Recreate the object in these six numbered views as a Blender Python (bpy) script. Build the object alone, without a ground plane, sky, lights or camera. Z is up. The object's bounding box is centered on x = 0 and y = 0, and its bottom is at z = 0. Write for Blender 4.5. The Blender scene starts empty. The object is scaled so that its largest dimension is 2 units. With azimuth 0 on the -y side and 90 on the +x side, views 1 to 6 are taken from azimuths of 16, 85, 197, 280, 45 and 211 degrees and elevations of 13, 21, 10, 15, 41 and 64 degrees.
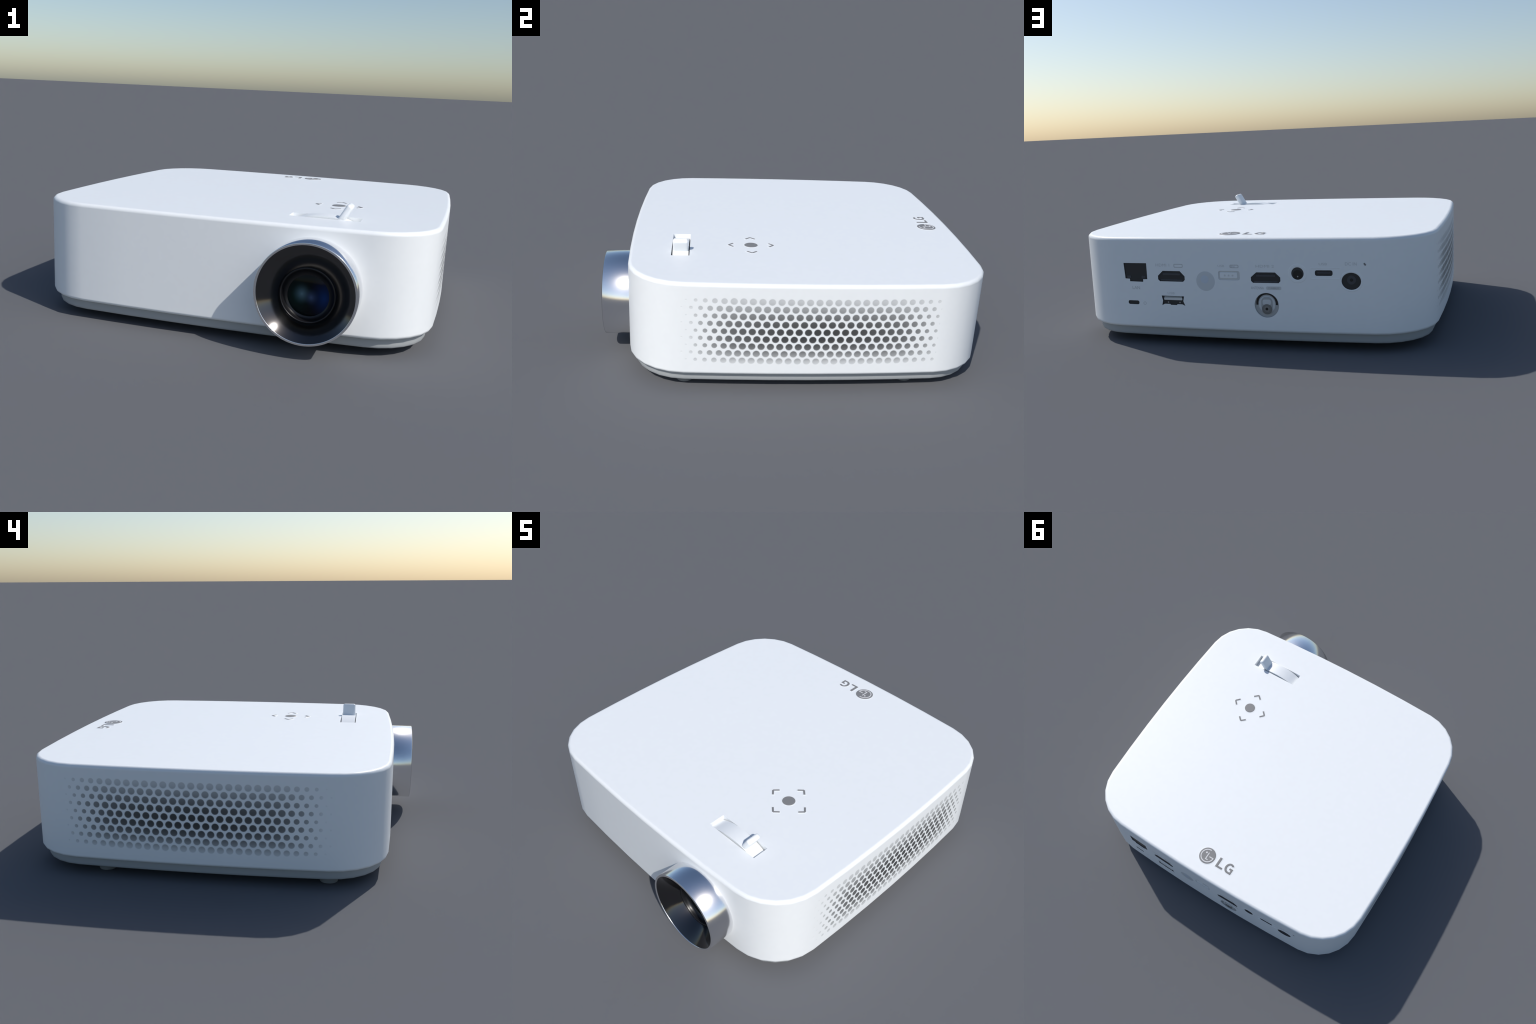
# A white desktop video projector: rounded-square housing on a grey base plate
# with four feet, chrome lens hood, focus wheel with lever, touch buttons,
# emblem, two perforated side grilles and a row of sockets on the back.
import bpy, bmesh
import numpy as np
from math import sin, cos, pi, radians, sqrt
from mathutils import Vector
from mathutils.geometry import delaunay_2d_cdt

# ------------------------------------------------------------------ sizes
HALF_W = 0.9949            # half width at the middle of the sides
Y_FRONT, Y_BACK = -0.8775, 1.0
CORNER_R = 0.303
SAG_SIDE, SAG_END = 0.0172, 0.0205      # how far the walls bulge
Z_TOP, Z_BOTTOM = 0.580, 0.0923
R_TOP, R_BOTTOM = 0.0195, 0.0175
N_SIDE, N_CORNER = 6, 6
BASE_Z = 0.043
LENS = (0.4442, 0.3027)     # lens axis (x, z)
LENS_R = 0.2290

# ------------------------------------------------------------------ materials
MATS = {}

def material(name, color, rough=0.45, metallic=0.0, coat=0.0, mottling=0.015,
             spec=0.5, scale=30.0):
    """Plain plastic or metal with a faint procedural mottling."""
    if name in MATS:
        return MATS[name]
    m = bpy.data.materials.new(name)
    m.use_nodes = True
    nt = m.node_tree
    b = nt.nodes["Principled BSDF"]
    tc = nt.nodes.new("ShaderNodeTexCoord")
    nz = nt.nodes.new("ShaderNodeTexNoise")
    nz.inputs["Scale"].default_value = scale
    nz.inputs["Detail"].default_value = 4.0
    nt.links.new(tc.outputs["Object"], nz.inputs["Vector"])
    mx = nt.nodes.new("ShaderNodeMix")
    mx.data_type = 'RGBA'
    lo = tuple(c * (1 - mottling) for c in color)
    hi = tuple(min(1.0, c * (1 + mottling)) for c in color)
    mx.inputs[6].default_value = (*lo, 1)
    mx.inputs[7].default_value = (*hi, 1)
    nt.links.new(nz.outputs["Fac"], mx.inputs[0])
    nt.links.new(mx.outputs[2], b.inputs["Base Color"])
    b.inputs["Roughness"].default_value = rough
    b.inputs["Metallic"].default_value = metallic
    b.inputs["Coat Weight"].default_value = coat
    b.inputs["Specular IOR Level"].default_value = spec
    MATS[name] = m
    return m

WHITE = (0.872, 0.897, 0.912)

def math_node(nt, op, a, b=None, clamp=False):
    n = nt.nodes.new("ShaderNodeMath")
    n.operation = op
    n.use_clamp = clamp
    for i, v in enumerate((a, b)):
        if v is None:
            continue
        if isinstance(v, (int, float)):
            n.inputs[i].default_value = v
        else:
            nt.links.new(v, n.inputs[i])
    return n.outputs[0]

def vent_material(name, z_first, strength=1.0):
    """Dimples of the grille: hole shade painted into the colour, pale at the rim,
    dark in the middle; every dimple is nearly flush.  Density = 1 / (1/A(row) + 1/B(end))."""
    m = bpy.data.materials.new(name)
    m.use_nodes = True
    nt = m.node_tree
    bs = nt.nodes["Principled BSDF"]
    bs.inputs["Roughness"].default_value = 0.55
    tc = nt.nodes.new("ShaderNodeTexCoord")
    sp = nt.nodes.new("ShaderNodeSeparateXYZ")
    nt.links.new(tc.outputs["Object"], sp.inputs[0])
    row = math_node(nt, 'DIVIDE', math_node(nt, 'SUBTRACT', z_first, sp.outputs[2]), VENT_DZ)
    ramp = nt.nodes.new("ShaderNodeValToRGB")
    nt.links.new(math_node(nt, 'DIVIDE', math_node(nt, 'ADD', row, 1.0), 10.0), ramp.inputs[0])
    dens = [0.12, 0.46, 1.0, 1.85, 2.9, 3.6, 3.6, 2.5, 1.3, 0.46, 0.12]
    els = ramp.color_ramp.elements
    while len(els) < len(dens):
        els.new(0.5)
    for i, d in enumerate(dens):
        els[i].position = i / 10.0
        els[i].color = (d / 4, d / 4, d / 4, 1)
    a = math_node(nt, 'MULTIPLY', ramp.outputs[0], 4.0)
    e1 = math_node(nt, 'DIVIDE', math_node(nt, 'SUBTRACT', sp.outputs[1], -0.562), VENT_DY)
    e2 = math_node(nt, 'DIVIDE', math_node(nt, 'SUBTRACT', 0.738, sp.outputs[1]), VENT_DY)
    e = math_node(nt, 'MAXIMUM', math_node(nt, 'MINIMUM', e1, e2), 0.25)
    bb = math_node(nt, 'MULTIPLY', math_node(nt, 'POWER', e, 1.3), 0.46)
    inv = math_node(nt, 'ADD', math_node(nt, 'DIVIDE', 1.0, a), math_node(nt, 'DIVIDE', 1.0, bb))
    dn = math_node(nt, 'DIVIDE', 1.0, inv)
    tr = math_node(nt, 'POWER', 2.718, math_node(nt, 'MULTIPLY', dn, -strength))
    mx = nt.nodes.new("ShaderNodeMix")
    mx.data_type = 'RGBA'
    mx.inputs[6].default_value = (0, 0, 0, 1)
    mx.inputs[7].default_value = (*WHITE, 1)
    nt.links.new(tr, mx.inputs[0])
    nt.links.new(mx.outputs[2], bs.inputs["Base Color"])
    return m

def glass_material():
    """Front element: black, with soft teal and blue glints painted into the colour."""
    m = bpy.data.materials.new("lens_with_glints")
    m.use_nodes = True
    nt = m.node_tree
    bs = nt.nodes["Principled BSDF"]
    tc = nt.nodes.new("ShaderNodeTexCoord")
    def blob(cx, cz, rx, rz, col, prev):
        mp = nt.nodes.new("ShaderNodeMapping")
        mp.vector_type = 'TEXTURE'
        mp.inputs["Location"].default_value = (LENS[0] - 0.0087 + cx, -0.9, LENS[1] - 0.0352 + cz)
        mp.inputs["Scale"].default_value = (rx, 10.0, rz)
        nt.links.new(tc.outputs["Object"], mp.inputs[0])
        g = nt.nodes.new("ShaderNodeTexGradient")
        g.gradient_type = 'QUADRATIC_SPHERE'
        nt.links.new(mp.outputs[0], g.inputs[0])
        mx = nt.nodes.new("ShaderNodeMix")
        mx.data_type = 'RGBA'
        if prev is None:
            mx.inputs[6].default_value = (0.0006, 0.0012, 0.003, 1)
        else:
            nt.links.new(prev, mx.inputs[6])
        mx.inputs[7].default_value = (*col, 1)
        nt.links.new(g.outputs["Fac"], mx.inputs[0])
        return mx.outputs[2]
    c = blob(-0.045, -0.005, 0.10, 0.13, (0.001, 0.022, 0.018), None)
    c = blob(0.075, -0.005, 0.085, 0.12, (0.004, 0.030, 0.14), c)
    c = blob(-0.027, 0.008, 0.05, 0.055, (0.10, 0.18, 0.23), c)
    c = blob(0.016, -0.004, 0.04, 0.045, (0.05, 0.08, 0.17), c)
    nt.links.new(c, bs.inputs["Base Color"])
    bs.inputs["Roughness"].default_value = 0.08
    bs.inputs["Specular IOR Level"].default_value = 0.15
    return m

# ------------------------------------------------------------------ scene tree
root = bpy.data.objects.new("video_projector", None)
bpy.context.scene.collection.objects.link(root)
root.empty_display_size = 0.2
root["label"] = "white rounded-square video projector with chrome lens and side grilles"
root["category"] = "projector"

def add_object(name, mesh, parent=None, mat=None, stuff=False):
    o = bpy.data.objects.new(name, mesh)
    bpy.context.scene.collection.objects.link(o)
    o.parent = parent or root
    if mat:
        mesh.materials.append(mat)
    if stuff:
        o["kind"] = "stuff"
    return o

def make(name, verts, faces, mat, parent=None, normals=None, smooth=True,
         angle=None, stuff=False):
    me = bpy.data.meshes.new(name)
    me.from_pydata([tuple(map(float, v)) for v in verts], [], [tuple(map(int, f)) for f in faces])
    me.validate()
    me.update()
    if normals is None:
        bm = bmesh.new()
        bm.from_mesh(me)
        bmesh.ops.recalc_face_normals(bm, faces=bm.faces)
        bm.to_mesh(me)
        bm.free()
    me.polygons.foreach_set("use_smooth", [smooth] * len(me.polygons))
    if angle is not None:
        me.set_sharp_from_angle(angle=radians(angle))
    if normals is not None:
        me.normals_split_custom_set_from_vertices([tuple(map(float, n)) for n in normals])
    me.update()
    return add_object(name, me, parent, mat, stuff)

# ------------------------------------------------------------------ outline
def plan_outline(off=0.0):
    """Rounded square with gently bulging sides, counter-clockwise, starting
    at the +x end of the +x/+y corner."""
    w, d = HALF_W - off, (Y_BACK - Y_FRONT) / 2 - off
    r = CORNER_R - off
    tx, ty = 2 * SAG_SIDE / (d - r), 2 * SAG_END / (w - r)
    cx, cy = w - SAG_SIDE - r * cos(tx), d - SAG_END - r * cos(ty)
    t = np.linspace(tx, pi / 2 - ty, N_CORNER + 1)
    q = np.stack([cx + r * np.cos(t), cy + r * np.sin(t)], 1)
    def side(a, b, sag):
        dd = b - a
        n = np.array([dd[1], -dd[0]]) / np.linalg.norm(dd)
        k = np.linspace(0, 1, N_SIDE + 1)[1:-1, None]
        return a + dd * k + n * sag * 4 * k * (1 - k)
    c1, c2 = q, q[::-1] * [-1, 1]
    c3, c4 = q * [-1, -1], q[::-1] * [1, -1]
    p = np.vstack([c1, side(c1[-1], c2[0], SAG_END), c2, side(c2[-1], c3[0], SAG_SIDE),
                   c3, side(c3[-1], c4[0], SAG_END), c4, side(c4[-1], c1[0], SAG_SIDE)])
    return p + [0, (Y_BACK + Y_FRONT) / 2]

WALL = plan_outline(0.0)
NV = len(WALL)
edge = np.roll(WALL, -1, 0) - WALL
elen = np.linalg.norm(edge, axis=1)
enrm = np.stack([edge[:, 1], -edge[:, 0]], 1) / elen[:, None]
WALL_N = enrm + np.roll(enrm, 1, 0)
WALL_N /= np.linalg.norm(WALL_N, axis=1)[:, None]
ARC = np.concatenate([[0], np.cumsum(elen)])          # arc length of each vertex
WALL_C = np.vstack([WALL, WALL[:1]])
WALL_NC = np.vstack([WALL_N, WALL_N[:1]])

def wall_point(s, z, depth=0.0):
    x, y = np.interp(s, ARC, WALL_C[:, 0]), np.interp(s, ARC, WALL_C[:, 1])
    n = wall_normal(s)
    return np.array([x - n[0] * depth, y - n[1] * depth, z])

def wall_normal(s):
    n = np.array([np.interp(s, ARC, WALL_NC[:, 0]), np.interp(s, ARC, WALL_NC[:, 1]), 0.0])
    return n / np.linalg.norm(n)

SEG = N_CORNER + N_SIDE
def arc_at(side, coord):
    """Arc length where the wall reaches x (front/back) or y (left/right)."""
    k = {'back': 0, 'left': 1, 'front': 2, 'right': 3}[side] * SEG
    idx = np.arange(k, k + SEG + N_CORNER + 1)
    ax = 0 if side in ('back', 'front') else 1
    v = WALL_C[idx % NV, ax]
    s = np.where(idx <= NV, ARC[np.minimum(idx, NV)], ARC[-1] + ARC[idx % NV])
    if v[0] > v[-1]:
        v, s = v[::-1], s[::-1]
    return float(np.interp(coord, v, s))

def back_y(x):
    return wall_point(arc_at('back', x), 0)[1]

# ------------------------------------------------------------------ openings in the wall
VENT_DY, VENT_DZ, VENT_ROWS, VENT_COLS = 0.04575, 0.0398, 9, 29
vents = {'right': [], 'left': []}
VENT_Z = {'right': 0.4895, 'left': 0.4985}
for side in vents:
    for r in range(VENT_ROWS):
        for c in range(VENT_COLS):
            y = -0.5575 + VENT_DY * c - (0.0222 if r % 2 else 0.0)
            k = min(c, (VENT_COLS - 1 - c) + (1 if r % 2 else 0))
            if k == 0 and r % 2 and c != 0:
                continue
            rad = [0.0052, 0.0099, 0.0123, 0.0148, 0.0168][k] if k < 5 else 0.0189
            u = (y - 0.085) / 0.62
            z = VENT_Z[side] + 0.005 * u * u - VENT_DZ * r
            vents[side].append((y, z, rad))

def circle2(cx, cz, r, n, rz=None):
    rz = rz or r
    return [(cx + r * cos(2 * pi * i / n), cz + rz * sin(2 * pi * i / n)) for i in range(n)]

def rounded_rect(x0, x1, z0, z1, r, n=5):
    p = []
    for cx, cz, a0 in ((x1 - r, z1 - r, 0), (x0 + r, z1 - r, 90), (x0 + r, z0 + r, 180), (x1 - r, z0 + r, 270)):
        for i in range(n + 1):
            a = radians(a0 + 90 * i / n)
            p.append((cx + r * cos(a), cz + r * sin(a)))
    return p

def display_port_shape(x0, x1, z0, z1):
    """Flat-bottomed socket with chamfered upper shoulders."""
    w = x1 - x0
    return [(x0 + 0.010, z0), (x1 - 0.010, z0), (x1, z0 + 0.010), (x1, z0 + 0.029),
            (x1 - 0.19 * w, z1), (x0 + 0.17 * w, z1), (x0, z0 + 0.029), (x0, z0 + 0.010)]

# name, outline in (x, z) on the back wall, pocket depth, floor colour
DARK = (0.028, 0.029, 0.032)
SOCKETS = [
    ("network_socket", [(0.640, 0.359), (0.613, 0.358), (0.613, 0.344), (0.534, 0.343), (0.533, 0.357),
                        (0.508, 0.358), (0.508, 0.444), (0.645, 0.443)], 0.004, DARK),
    ("display_socket", display_port_shape(0.289, 0.443, 0.349, 0.405), 0.004, DARK),
    ("display_socket", display_port_shape(-0.230, -0.076, 0.351, 0.405), 0.004, DARK),
    ("small_usb_socket", rounded_rect(0.567, 0.633, 0.219, 0.240, 0.009), 0.004, DARK),
    ("small_usb_socket", rounded_rect(-0.495, -0.407, 0.390, 0.418, 0.010), 0.004, DARK),
    ("usb_socket", [(0.296, 0.220), (0.312, 0.228), (0.340, 0.228), (0.345, 0.223), (0.378, 0.223), (0.383, 0.228),
                    (0.414, 0.228), (0.430, 0.220), (0.424, 0.245), (0.430, 0.272), (0.300, 0.271), (0.306, 0.245)],
     0.004, DARK),
    ("covered_usb_socket", rounded_rect(-0.017, 0.100, 0.362, 0.410, 0.011), 0.003, (0.68, 0.695, 0.70)),
    ("antenna_socket", circle2(-0.1525, 0.2360, 0.0640, 40), 0.0075, (0.45, 0.46, 0.46)),
    ("audio_jack", circle2(-0.319, 0.401, 0.0315, 24), 0.004, (0.045, 0.047, 0.052)),
    ("power_socket", circle2(-0.5855, 0.3640, 0.0475, 28, 0.0425), 0.004, DARK),
]

def to_arc(side, poly):
    return [(arc_at(side, a), z) for a, z in poly]

holes = []                                            # list of (kind, arc-length polygon)
for side in vents:
    for (y, z, r) in vents[side]:
        holes.append(to_arc(side, circle2(y, z, r, 16)))
n_vents = len(holes)
for nm, poly, dep, col in SOCKETS:
    holes.append(to_arc('back', poly))
holes.append(to_arc('front', circle2(LENS[0], LENS[1], 0.205, 48)))

# ------------------------------------------------------------------ housing
def inside(p, poly):
    c, j = False, len(poly) - 1
    for i in range(len(poly)):
        (xi, yi), (xj, yj) = poly[i], poly[j]
        if (yi > p[1]) != (yj > p[1]) and p[0] < (xj - xi) * (p[1] - yi) / (yj - yi) + xi:
            c = not c
        j = i
    return c

def cut_sheet(border, hole_polys, extra_edges=()):
    """Triangulate a flat sheet with holes (constrained Delaunay)."""
    pts, edges = [], []
    def ring(poly):
        k = len(pts)
        pts.extend(Vector(p) for p in poly)
        edges.extend((k + i, k + (i + 1) % len(poly)) for i in range(len(poly)))
    ring(border)
    for h in hole_polys:
        ring(h)
    for a, b in extra_edges:
        k = len(pts)
        pts.extend((Vector(a), Vector(b)))
        edges.append((k, k + 1))
    v, e, f, *_ = delaunay_2d_cdt(pts, edges, [], 0, 1e-6)
    boxes = [(min(p[0] for p in h), max(p[0] for p in h), min(p[1] for p in h), max(p[1] for p in h)) for h in hole_polys]
    bx = np.array(boxes)
    keep = []
    for t in f:
        c = sum((v[i] for i in t), Vector((0, 0))) / len(t)
        cand = np.nonzero((bx[:, 0] <= c[0]) & (bx[:, 1] >= c[0]) & (bx[:, 2] <= c[1]) & (bx[:, 3] >= c[1]))[0]
        if any(inside(c, hole_polys[i]) for i in cand):
            continue
        a = (v[t[1]] - v[t[0]]).cross(v[t[2]] - v[t[0]])
        if abs(a) < 1e-12:
            continue
        keep.append(tuple(t) if a > 0 else tuple(t[::-1]))
    return v, keep

verts, norms, faces = [], [], []
def put(v, n):
    verts.append(tuple(v)); norms.append(tuple(n))
    return len(verts) - 1

z_lo, z_hi = Z_BOTTOM + R_BOTTOM, Z_TOP - R_TOP
# wall: unrolled strip, arc length by height
border = [(s, z_lo) for s in ARC] + [(s, z_hi) for s in ARC[::-1]]
v2, f2 = cut_sheet(border, holes, [((s, z_lo), (s, z_hi)) for s in ARC[1:-1]])
base = len(verts)
for p in v2:
    put(wall_point(p[0], p[1]), wall_normal(p[0]))
faces += [tuple(base + i for i in t) for t in f2]

def loft_ring(rows):
    """rows: list of (offset, z, elevation angle of the normal)."""
    k0 = len(verts)
    for off, z, el in rows:
        o = plan_outline(off)
        for p, n in zip(o, WALL_N):
            put((p[0], p[1], z), (n[0] * cos(el), n[1] * cos(el), sin(el)))
    for r in range(len(rows) - 1):
        for i in range(NV):
            j = (i + 1) % NV
            a, b = k0 + r * NV, k0 + (r + 1) * NV
            faces.append((a + i, a + j, b + j, b + i))
NF = 6
loft_ring([(R_TOP * (1 - cos(t)), z_hi + R_TOP * sin(t), t) for t in np.linspace(0, pi / 2, NF + 1)])
loft_ring([(R_BOTTOM * (1 - cos(t)), z_lo - R_BOTTOM * sin(t), -t) for t in np.linspace(pi / 2, 0, NF + 1)])
loft_ring([(0.10, Z_BOTTOM, -pi / 2), (R_BOTTOM, Z_BOTTOM, -pi / 2)])

# top panel with the slot of the focus wheel
SLOT = (0.2735, 0.6100, -0.6470, -0.5515)
slot_poly = [(SLOT[0], SLOT[2]), (SLOT[1], SLOT[2]), (SLOT[1], SLOT[3]), (SLOT[0], SLOT[3])]
v2, f2 = cut_sheet([tuple(p) for p in plan_outline(R_TOP)], [slot_poly])
base = len(verts)
for p in v2:
    put((p[0], p[1], Z_TOP), (0, 0, 1))
faces += [tuple(base + i for i in t) for t in f2]
white = material("white_plastic", WHITE, rough=0.42)
housing = make("housing", verts, faces, white, normals=norms)

# slot well below the top panel
zf = 0.520
wv = [(x, y, Z_TOP) for x, y in slot_poly] + [(x, y, zf) for x, y in slot_poly]
make("wheel_well", wv, [(0, 1, 5, 4), (1, 2, 6, 5), (2, 3, 7, 6), (3, 0, 4, 7), (4, 5, 6, 7)], white, housing, smooth=False)

# ------------------------------------------------------------------ side grilles
for side in vents:
    V, F = [], []
    for (y, z, r) in vents[side]:
        k = len(V)
        n = 16
        dep = 0.03 * r + 0.0003
        for ring, (fr, fd) in enumerate(((1.0, 0.0), (0.86, 0.55), (0.5, 0.92))):
            for (a, b) in circle2(y, z, r * fr, n):
                V.append(wall_point(arc_at(side, a), b, dep * fd))
        V.append(wall_point(arc_at(side, y), z, dep))
        for q in range(2):
            for i in range(n):
                j = (i + 1) % n
                F.append((k + q * n + i, k + q * n + j, k + (q + 1) * n + j, k + (q + 1) * n + i))
        for i in range(n):
            F.append((k + 2 * n + i, k + 2 * n + (i + 1) % n, k + 3 * n))
    if side == 'left':
        F = [f[::-1] for f in F]
    me = bpy.data.meshes.new("ventilation_grille")
    me.from_pydata([tuple(map(float, p)) for p in V], [], F)
    me.polygons.foreach_set("use_smooth", [True] * len(me.polygons))
    me.update()
    o = add_object("ventilation_grille", me, housing, vent_material("grille_hole_shade", VENT_Z[side]), stuff=True)
    me.materials.append(vent_material("grille_shade_edges", VENT_Z[side], 0.42))
    for p in me.polygons:                              # paler ring fades the painted shade at each edge
        p.material_index = 1 if (p.index % 48) < 16 else 0

# ------------------------------------------------------------------ base plate and feet
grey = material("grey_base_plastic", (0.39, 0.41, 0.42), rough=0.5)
rows = [(0.060, Z_BOTTOM + 0.004), (0.0315, Z_BOTTOM + 0.004), (0.0318, 0.060), (0.0325, BASE_Z + 0.008), (0.0345, BASE_Z + 0.003),
        (0.0375, BASE_Z + 0.0005), (0.042, BASE_Z)]
bv, bf = [], []
for off, z in rows:
    bv += [(p[0], p[1], z) for p in plan_outline(off)]
for r in range(len(rows) - 1):
    for i in range(NV):
        j = (i + 1) % NV
        bf.append((r * NV + i, r * NV + j, (r + 1) * NV + j, (r + 1) * NV + i))
bf.append(tuple((len(rows) - 1) * NV + i for i in range(NV)))
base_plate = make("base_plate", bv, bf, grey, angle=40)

def revolve(profile, n, origin, axis, name, mat, parent=None, angle=35, closed=False):
    """profile: (radius, distance along axis). axis 'z' or 'y'."""
    V, F, rings = [], [], []
    for r, h in profile:
        if r < 1e-6:
            rings.append([len(V)])
            pts = [(0, 0, h)]
        else:
            rings.append(list(range(len(V), len(V) + n)))
            pts = [(r * cos(2 * pi * i / n), r * sin(2 * pi * i / n), h) for i in range(n)]
        for a, b, c in pts:
            V.append((origin[0] + a, origin[1] + b, origin[2] + c) if axis == 'z'
                     else (origin[0] + a, origin[1] + c, origin[2] + b))
    for A, B in zip(rings[:-1], rings[1:]):
        for i in range(n):
            j = (i + 1) % n
            if len(A) == 1:
                F.append((A[0], B[i], B[j]))
            elif len(B) == 1:
                F.append((A[i], A[j], B[0]))
            else:
                F.append((A[i], A[j], B[j], B[i]))
    return make(name, V, F, mat, parent, angle=angle)

foot_mat = material("grey_rubber", (0.20, 0.21, 0.215), rough=0.7)
foot0 = revolve([(0, 0.046), (0.0455, 0.046), (0.0450, 0.006), (0.0440, 0.002), (0.041, 0.0), (0, 0.0)], 40,
                (0, 0, 0), 'z', "foot", foot_mat)
foot0.location = (0.850, -0.566, 0)
for x, y in ((0.850, 0.576), (-0.850, 0.574), (-0.850, -0.568)):
    o = foot0.copy()
    o.location = (x, y, 0)
    bpy.context.scene.collection.objects.link(o)

# ------------------------------------------------------------------ lens
chrome = material("polished_chrome", (0.93, 0.93, 0.94), rough=0.17, metallic=1.0, mottling=0.0)
black_gloss = material("black_gloss_metal", (0.10, 0.098, 0.10), rough=0.14, metallic=1.0, mottling=0.0)
black_satin = material("black_satin", (0.006, 0.006, 0.008), rough=0.35)
LO = (LENS[0], 0.0, LENS[1])
# hood: polished tube whose sheen leans forward towards a rounded lip
hood_rows = []                                 # radius, y, forward tilt of the normal (degrees)
for y in np.linspace(-0.845, -0.9965, 9):
    hood_rows.append((LENS_R, y, 4.0 + max(0.0, -0.867 - y) * 175.0))
hood_rows += [(LENS_R - 0.0003, -0.9982, 55.0), (LENS_R - 0.0012, -0.9993, 72.0), (LENS_R - 0.0030, -1.0, 88.0),
              (0.2200, -1.0, 92.0), (0.2186, -0.9992, 130.0), (0.2178, -0.9975, 160.0), (0.2176, -0.9950, 172.0)]
NH = 96
hv, hn, hf = [], [], []
for r, y, tilt in hood_rows:
    for i in range(NH):
        a = 2 * pi * i / NH
        hv.append((LENS[0] + r * cos(a), y, LENS[1] + r * sin(a)))
        ct, st_ = cos(radians(tilt)), sin(radians(tilt))
        hn.append((ct * cos(a), -st_, ct * sin(a)))
for q in range(len(hood_rows) - 1):
    for i in range(NH):
        k = (i + 1) % NH
        hf.append((q * NH + i, q * NH + k, (q + 1) * NH + k, (q + 1) * NH + i))
hood = make("lens_hood", hv, hf, chrome, normals=hn)
# the optics sit lower than the hood: the funnel leans towards them
OPTIC = (-0.0062, -0.0267)                    # shift of the barrel centre
def lean_in(y):
    k = (y + 1.0) / 0.093
    return (LENS[0] + OPTIC[0] * k, LENS[1] + OPTIC[1] * k)

def off_axis(profile, n, name, mat, parent, angle=60):
    V, F = [], []
    for r, y in profile:
        cx, cz = lean_in(y)
        V += [(cx + r * cos(2 * pi * i / n), y, cz + r * sin(2 * pi * i / n)) for i in range(n)]
    for q in range(len(profile) - 1):
        for i in range(n):
            j = (i + 1) % n
            F.append((q * n + i, q * n + j, (q + 1) * n + j, (q + 1) * n + i))
    if profile[-1][0] < 0.02:
        F.append(tuple((len(profile) - 1) * n + i for i in range(n)))
    me = bpy.data.meshes.new(name)
    me.from_pydata(V, [], F)
    bm = bmesh.new()
    bm.from_mesh(me)
    bmesh.ops.recalc_face_normals(bm, faces=bm.faces)
    if sum(f.normal.y for f in bm.faces) > 0:      # face the viewer
        bmesh.ops.reverse_faces(bm, faces=bm.faces)
    bm.to_mesh(me)
    bm.free()
    me.polygons.foreach_set("use_smooth", [True] * len(me.polygons))
    me.set_sharp_from_angle(angle=radians(angle))
    return add_object(name, me, parent, mat)

off_axis([(0.2178, -0.9970), (0.2110, -0.9915), (0.2030, -0.9848), (0.1940, -0.9770), (0.1850, -0.9688), (0.1760, -0.9603), (0.1670, -0.9514), (0.1580, -0.9422), (0.1490, -0.9326), (0.1400, -0.9226), (0.1330, -0.9146), (0.1285, -0.9090)],
         96, "lens_cone", black_gloss, hood)
off_axis([(0.1295, -0.9080), (0.1285, -0.9060), (0.1265, -0.9070), (0.1245, -0.9085), (0.1215, -0.9080), (0.1190, -0.9050), (0.1150, -0.8960), (0.1090, -0.8850), (0.1000, -0.8780), (0.0945, -0.8755)],
         80, "lens_barrel", material("black_barrel", (0.008, 0.008, 0.010), rough=0.34), hood)
off_axis([(0.0950, -0.8750), (0.0800, -0.8780), (0.0600, -0.8810), (0.0400, -0.8830), (0.0200, -0.8840), (0.0100, -0.8843)],
         80, "lens_glass", glass_material(), hood)

# ------------------------------------------------------------------ focus wheel and lever
WX, WR, WTOP = 0.4330, 0.33, 0.5910
wv, wf = [], []
y0, y1 = SLOT[2] + 0.006, SLOT[3] - 0.006
nseg = 32
half = 0.58
for i in range(nseg + 1):
    t = -half + 2 * half * i / nseg
    x, z = WX + WR * sin(t), WTOP - WR + WR * cos(t)
    wv += [(x, y0, z), (x, y1, z), (x, y0, z - 0.08), (x, y1, z - 0.08)]
wv = [(min(max(x, SLOT[0] - 0.01), SLOT[1] + 0.01), y, z) for x, y, z in wv]
for i in range(nseg):
    a, b = 4 * i, 4 * i + 4
    wf += [(a, b, b + 1, a + 1), (a, a + 2, b + 2, b), (a + 1, b + 1, b + 3, a + 3)]
wheel = make("focus_wheel", wv, wf, white, angle=40)

def bevelled_box(name, size, mat, parent, bevel, segs=4):
    bm = bmesh.new()
    bmesh.ops.create_cube(bm, size=1.0)
    for v in bm.verts:
        v.co = Vector((v.co.x * size[0], v.co.y * size[1], v.co.z * size[2]))
    if bevel:
        bmesh.ops.bevel(bm, geom=list(bm.edges), offset=bevel, segments=segs, profile=0.5, affect='EDGES')
    me = bpy.data.meshes.new(name)
    bm.to_mesh(me)
    bm.free()
    me.polygons.foreach_set("use_smooth", [True] * len(me.polygons))
    me.set_sharp_from_angle(angle=radians(40))
    return add_object(name, me, parent, mat)

lean = radians(30)
length = 0.125
lever = bevelled_box("focus_lever", (0.032, 0.081, length), white, wheel, 0.0125, 6)
tip = Vector((0.5600, -0.598, 0.6480))
lever.location = tip - Vector((sin(lean), 0, cos(lean))) * (length / 2)
lever.rotation_euler = (0, lean, 0)

# ------------------------------------------------------------------ raised marks on the top
mark_grey = material("grey_marking", (0.222, 0.223, 0.227), rough=0.55)

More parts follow.
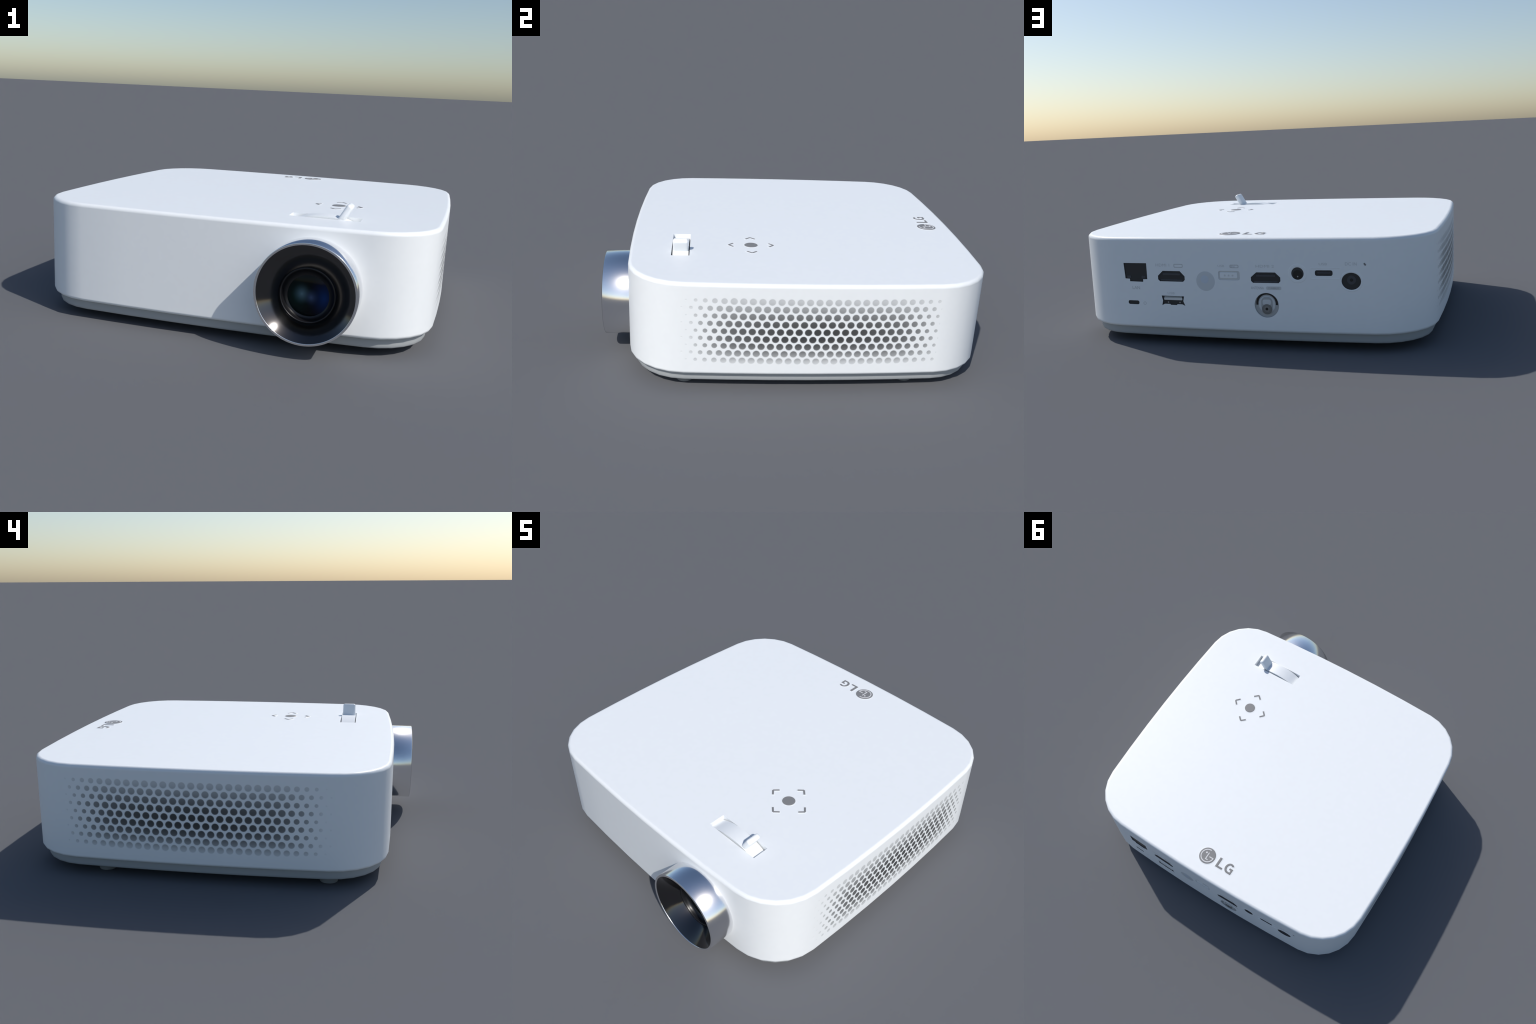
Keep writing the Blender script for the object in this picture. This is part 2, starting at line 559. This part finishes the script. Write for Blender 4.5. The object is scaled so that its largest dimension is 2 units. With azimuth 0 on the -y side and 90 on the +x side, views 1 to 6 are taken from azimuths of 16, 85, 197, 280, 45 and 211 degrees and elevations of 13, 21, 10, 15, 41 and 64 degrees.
def offset_poly(poly, d):
    """Mitred outward offset of a counter-clockwise polygon."""
    out, n = [], len(poly)
    for i in range(n):
        p0, p1, p2 = (np.array(poly[(i + k) % n]) for k in (-1, 0, 1))
        a, b = p1 - p0, p2 - p1
        na = np.array([a[1], -a[0]]) / np.linalg.norm(a)
        nb = np.array([b[1], -b[0]]) / np.linalg.norm(b)
        m = na + nb
        m = m / max(m @ m, 0.5) * 2
        out.append(tuple(p1 + m * d))
    return out

def ccw(poly):
    a = sum(poly[i - 1][0] * poly[i][1] - poly[i][0] * poly[i - 1][1] for i in range(len(poly)))
    return poly if a > 0 else poly[::-1]

def raised(name, poly, z0, levels, mat, parent, to3=lambda a, b, h: (a, b, h), cap=True):
    """Stack of offset copies of an outline: levels = [(offset, height)...]."""
    poly = ccw(poly)
    V, F, n = [], [], len(poly)
    for off, h in levels:
        V += [to3(a, b, z0 + h) for a, b in offset_poly(poly, off)]
    for r in range(len(levels) - 1):
        for i in range(n):
            j = (i + 1) % n
            F.append((r * n + i, r * n + j, (r + 1) * n + j, (r + 1) * n + i))
    if cap:
        F.append(tuple((len(levels) - 1) * n + i for i in range(n)))
    return make(name, V, F, mat, parent, smooth=False)

def top_mark(name, poly, parent, h=0.0022, rim=True):
    o = raised(name, poly, Z_TOP, [(0.0010, -0.0006), (-0.0026, 0.85 * h), (-0.0042, h)], mark_grey, parent)
    if rim:
        raised("mark_rim", poly, Z_TOP, [(0.0055, -0.0006), (0.0030, 0.0008), (0.0012, 0.0010), (-0.001, 0.0002)], white, o, cap=False)
    return o

BX, BY = 0.4405, -0.2223
top_mark("select_button", circle2(BX, BY, 0.0368, 48), root)

def stroke(pts, w):
    """Mitred ribbon polygon along an open polyline."""
    pts = [np.array(p, float) for p in pts]
    L, R = [], []
    for i, p in enumerate(pts):
        d = []
        if i > 0:
            d.append((p - pts[i - 1]) / np.linalg.norm(p - pts[i - 1]))
        if i < len(pts) - 1:
            d.append((pts[i + 1] - p) / np.linalg.norm(pts[i + 1] - p))
        ns = [np.array([-k[1], k[0]]) for k in d]
        m = sum(ns)
        m = m / (m @ m) * len(ns) if len(ns) == 2 else m
        if len(ns) == 2:
            m = sum(ns) / (1 + ns[0] @ ns[1])
        L.append(tuple(p + m * w / 2)); R.append(tuple(p - m * w / 2))
    return L + R[::-1]

for ang in (0, 90, 180, 270):
    a = radians(ang)
    rot = lambda p: (BX + p[0] * cos(a) - p[1] * sin(a), BY + p[0] * sin(a) + p[1] * cos(a))
    pts = [(0.0965, 0.0265), (0.1190, 0.0026), (0.1190, -0.0026), (0.0965, -0.0265)]
    top_mark("arrow_button", [rot(p) for p in stroke(pts, 0.0118)], root)

# emblem and letters read from the back: right = -x, up = -y
EX, EY = 0.0782, 0.8575
def em(u, w):
    return (EX - u, EY - w)
emblem = top_mark("emblem", circle2(EX, EY, 0.0555, 64), root)
line_white = material("emblem_line_white", (0.70, 0.70, 0.71), rough=0.45)
arc = [(0.0425 * cos(radians(t)), 0.0425 * sin(radians(t))) for t in np.linspace(84, 360, 40)] + [(0.0140, 0.0)]
LV = [(0, -0.0005), (0, 0.0006), (-0.0006, 0.0009)]
zl = Z_TOP + 0.0022
raised("emblem_line", [em(*p) for p in stroke(arc, 0.0062)], zl, LV, line_white, emblem)
raised("emblem_line", [em(*p) for p in stroke([(0.0, 0.0225), (0.0, -0.0240), (0.0165, -0.0240)], 0.0062)], zl, LV, line_white, emblem)
raised("emblem_line", circle2(*em(-0.0155, 0.0160), 0.0062, 16), zl, LV, line_white, emblem)

def top_letter(poly_uw):
    return top_mark("emblem_letter", [em(*p) for p in poly_uw], root)
# L : left edge u0, cap height from w=-0.0345 to 0.0355
u0 = 0.0785
top_letter([(u0, -0.0345), (u0 + 0.0515, -0.0345), (u0 + 0.0515, -0.0205), (u0 + 0.0180, -0.0205), (u0 + 0.0180, 0.0355), (u0, 0.0355)])
# G : elliptical bowl with a squared spur
gx, gw, rx, ry, st = 0.1690, 0.0005, 0.0315, 0.0355, 0.0165
outer = [(gx + rx * cos(radians(t)), gw + ry * sin(radians(t))) for t in np.linspace(42, 270, 24)]
inner = [(gx + (rx - st) * cos(radians(t)), gw + (ry - st * 0.85) * sin(radians(t))) for t in np.linspace(270, 52, 20)]
right = gx + rx - 0.004
top_letter(outer + [(right, gw - ry), (right, gw + 0.0050), (gx + 0.0010, gw + 0.0050), (gx + 0.0010, gw - 0.0085),
                    (right - st + 0.002, gw - 0.0085), (right - st + 0.002, gw - ry + 0.0135)] + inner)

# ------------------------------------------------------------------ sockets on the back
def on_back(x, z, h):
    s = arc_at('back', x)
    p = wall_point(s, z, -h)
    return (p[0], p[1], p[2])

def back_relief(name, poly, levels, mat, parent):
    """Relief following the back wall; poly in (x, z), heights outward."""
    return raised(name, poly, 0.0, levels, mat, parent, to3=on_back)

socket_objs = []
for nm, poly, dep, col in SOCKETS:
    mat = material("socket_%02d%02d" % (int(col[0] * 100), int(dep * 1000)), col, rough=0.4)
    o = back_relief(nm, poly, [(0.0, 0.0), (-0.0012, -0.002), (-0.0016, -dep)], mat, housing)
    socket_objs.append(o)

steel = material("socket_steel", (0.42, 0.42, 0.41), rough=0.4, metallic=0.6)
dark_tongue = material("dark_contact_plate", (0.058, 0.060, 0.070), rough=0.4)
black = material("black_plastic", (0.010, 0.010, 0.011), rough=0.4)
net, disp1, disp2, usbc1, usbc2, usba, usbcov, ant, jack, power = socket_objs
# network socket: two small latch brackets
for xc in (0.618, 0.531):
    back_relief("latch_bracket", rounded_rect(xc - 0.012, xc + 0.012, 0.360, 0.374, 0.002, 2),
                [(0, -0.004), (0, -0.0025), (-0.001, -0.002)], dark_tongue, net)
for xc, o in ((0.366, disp1), (-0.153, disp2)):
    back_relief("contact_plate", rounded_rect(xc - 0.050, xc + 0.050, 0.382, 0.392, 0.002, 2),
                [(0, -0.004), (0, -0.0030), (-0.001, -0.0025)], dark_tongue, o)
    back_relief("contact_plate", rounded_rect(xc - 0.062, xc + 0.062, 0.3525, 0.3585, 0.002, 2),
                [(0, -0.006), (0, -0.003), (-0.001, -0.0025)], material("dim_lip", (0.075, 0.078, 0.088), rough=0.5), o)
back_relief("contact_plate", rounded_rect(0.312, 0.417, 0.249, 0.262, 0.003, 3),
            [(0, -0.006), (0, -0.001), (-0.001, 0.0)], material("pale_contact_plate", (0.70, 0.70, 0.69), rough=0.5), usba)
back_relief("contact_plate", rounded_rect(0.314, 0.415, 0.2625, 0.2690, 0.002, 2),
            [(0, -0.006), (0, -0.002), (-0.001, -0.001)], material("grey_contact_plate", (0.36, 0.38, 0.37), rough=0.5), usba)
for xc in (0.394, 0.327):
    back_relief("contact_or_highlight", circle2(xc, 0.2365, 0.004, 10), [(0, -0.004), (0, -0.0025), (-0.001, -0.002)], steel, usba)
back_relief("contact_plate", rounded_rect(-0.484, -0.418, 0.401, 0.408, 0.003, 3),
            [(0, -0.004), (0, -0.0025), (-0.001, -0.002)], dark_tongue, usbc2)
back_relief("socket_cover", rounded_rect(-0.003, 0.0905, 0.3720, 0.4020, 0.005, 3),
            [(0, -0.003), (0, -0.001), (-0.0015, -0.0002)], white, usbcov)
for xc in (0.022, 0.043, 0.064):
    back_relief("contact_or_highlight", rounded_rect(xc - 0.0045, xc + 0.0045, 0.382, 0.391, 0.002, 2),
                [(0, -0.001), (0, 0.0002), (-0.0005, 0.0004)], material("pale_grey_contact", (0.70, 0.715, 0.715), rough=0.5), usbcov)
# audio jack: pale collar, black disc in place of the bore, highlight as a steel dot
collar = raised("jack_collar", circle2(-0.319, 0.401, 0.0325, 36), 0.0,
                [(0.016, 0.0), (0.014, 0.0012), (0.004, 0.0012), (0.0, 0.0), (-0.001, -0.002)], white, jack, to3=on_back, cap=False)
back_relief("jack_bore_disc", circle2(-0.319, 0.395, 0.024, 28), [(0, -0.004), (0, -0.0034), (-0.002, -0.0031)], black, jack)  # black disc on the pocket floor, no bore is cut
back_relief("contact_or_highlight", circle2(-0.3185, 0.385, 0.0055, 14), [(0, -0.006), (0, -0.004), (-0.002, -0.003)], steel, jack)  # highlight inside the jack, built as a small steel disc
# power socket: ring and centre pin
raised("socket_collar", circle2(-0.5855, 0.364, 0.0475, 40, 0.0425), 0.0,
       [(0.010, 0.0), (0.008, 0.0010), (0.003, 0.0010), (0.0, 0.0)], white, power, to3=on_back, cap=False)
back_relief("socket_ring", circle2(-0.5860, 0.3690, 0.022, 28), [(0, -0.004), (0, -0.0032), (-0.002, -0.0029)], dark_tongue, power)
back_relief("contact_or_highlight", circle2(-0.5860, 0.3700, 0.0085, 18), [(0, -0.004), (0, -0.0022), (-0.002, -0.0018)], black, power)

# infrared receiver window
ir = back_relief("infrared_window", circle2(0.172, 0.355, 0.0515, 40),
                 [(0, -0.001), (0, 0.0003), (-0.006, 0.0007), (-0.02, 0.0010)],
                 material("smoked_window", (0.66, 0.69, 0.71), rough=0.35), housing)
back_relief("receiver_eye", circle2(0.176, 0.364, 0.0215, 28), [(0, 0.0005), (0, 0.0013), (-0.008, 0.0018)],
            material("blue_window", (0.63, 0.69, 0.77), rough=0.3), ir)

# antenna connector: recessed ring, pale barrel, brown-grey nose
CX, CZ = -0.1525, 0.2360
arcp = stroke([(CX + 0.0515 * cos(radians(t)), CZ + 0.0080 + 0.0515 * sin(radians(t))) for t in np.linspace(-8, 188, 30)], 0.0105)
back_relief("connector_black_arc", arcp, [(0, -0.0075), (0, -0.0062), (-0.0012, -0.0058)], black, ant)  # black arc plate drawn for the groove, nothing is cut
back_relief("connector_flange", circle2(CX, CZ + 0.003, 0.0445, 40), [(0, -0.0075), (0, -0.0062), (-0.003, -0.0050)],
            material("connector_pale", (0.64, 0.66, 0.67), rough=0.4), ant)
back_relief("connector_barrel", rounded_rect(CX - 0.030, CX + 0.030, 0.205, 0.279, 0.026, 8), [(0, -0.007), (0, -0.0045), (-0.004, -0.0030)],
            material("connector_grey", (0.42, 0.43, 0.43), rough=0.35), ant)
back_relief("connector_barrel", rounded_rect(CX - 0.022, CX + 0.022, 0.236, 0.265, 0.010, 5), [(0, -0.004), (0, -0.0026), (-0.003, -0.0018)],
            material("connector_pale", (0.64, 0.66, 0.67)), ant)
nose = back_relief("connector_nose", circle2(CX, 0.2155, 0.0265, 32), [(0, -0.007), (0, -0.0012), (-0.005, -0.0004)],
                   material("connector_nose", (0.19, 0.185, 0.175), rough=0.35), ant)
back_relief("connector_core", circle2(CX, 0.2165, 0.0150, 28), [(0, -0.001), (0, 0.0000), (-0.003, 0.0004)],
            material("connector_core", (0.25, 0.24, 0.225), rough=0.4), nose)
back_relief("contact_hole_disc", circle2(CX, 0.2170, 0.0072, 18), [(0, -0.001), (0, 0.0008)], black, nose)  # raised black disc standing for the hole

# raised panel around the second small usb socket, and a tick mark
raised("socket_panel", rounded_rect(-0.536, -0.381, 0.3715, 0.4330, 0.006, 3), 0.0,
       [(0.0, -0.0004), (-0.0015, 0.0010), (-0.006, 0.0010), (-0.008, -0.0003)], white, usbc2, to3=on_back, cap=False)
ink = material("pale_ink", (0.58, 0.59, 0.60), rough=0.5)
back_relief("tick_mark", stroke([(-0.649, 0.4535), (-0.657, 0.4425)], 0.0085), [(0, -0.0005), (0, 0.0006)],
            material("dark_tick", (0.22, 0.22, 0.22), rough=0.5), housing)

# printed labels
def label(text, x0, x1, zc, height, mat=ink):
    cu = bpy.data.curves.new("socket_label", 'FONT')
    cu.body = text
    cu.size = 1.0
    cu.resolution_u = 2
    cu.fill_mode = 'FRONT'
    tmp = bpy.data.objects.new("tmp_label", cu)
    bpy.context.scene.collection.objects.link(tmp)
    dg = bpy.context.evaluated_depsgraph_get()
    dg.update()
    me = bpy.data.meshes.new_from_object(tmp.evaluated_get(dg))
    bpy.data.objects.remove(tmp)
    co = np.array([v.co[:] for v in me.vertices])
    lo, hi = co.min(0), co.max(0)
    k = (co - lo) / np.maximum(hi - lo, 1e-6)
    V = [on_back(x0 + (x1 - x0) * a[0], zc + (a[1] - 0.5) * height, 0.0005) for a in k]
    F = [tuple(p.vertices) for p in me.polygons]
    bpy.data.meshes.remove(me)
    return make("socket_label", V, F, mat, housing, smooth=False)

def box_label(x0, x1, z0, z1, filled=False):
    o = rounded_rect(x0, x1, z0, z1, 0.006, 4)
    if filled:
        return back_relief("label_box", o, [(0, -0.0003), (0, 0.0005)], material("faint_ink", (0.66, 0.675, 0.68), rough=0.5), housing)
    return raised("label_box", o, 0.0, [(0, -0.0003), (0, 0.0005), (-0.004, 0.0005), (-0.004, -0.0003)], ink, housing, to3=on_back, cap=False)

faint = material("faint_ink", (0.66, 0.675, 0.68), rough=0.5)
label("LAN", 0.601, 0.556, 0.3105, 0.017)
label("HDMI 1", 0.452, 0.373, 0.4355, 0.015, faint)
box_label(0.296, 0.348, 0.423, 0.443)
label("USB", 0.100, 0.064, 0.4355, 0.011, faint)
box_label(-0.013, 0.035, 0.4255, 0.443)
label("IN", 0.029, 0.009, 0.434, 0.010)
label("HDMI 2", -0.104, -0.200, 0.4365, 0.014, faint)
label("ANTENNA", -0.073, -0.142, 0.3250, 0.014)
box_label(-0.233, -0.154, 0.3160, 0.3340, True)
label("CABLE", -0.164, -0.222, 0.325, 0.010)
label("USB", 0.393, 0.353, 0.2865, 0.012, faint)
label("USB", -0.428, -0.469, 0.4490, 0.012, faint)
label("DC IN", -0.557, -0.614, 0.4500, 0.016, faint)
raised("label_box", circle2(0.533, 0.227, 0.009, 16), 0.0, [(0, -0.0003), (0, 0.0005), (-0.003, 0.0005), (-0.003, -0.0003)], faint, housing, to3=on_back, cap=False)
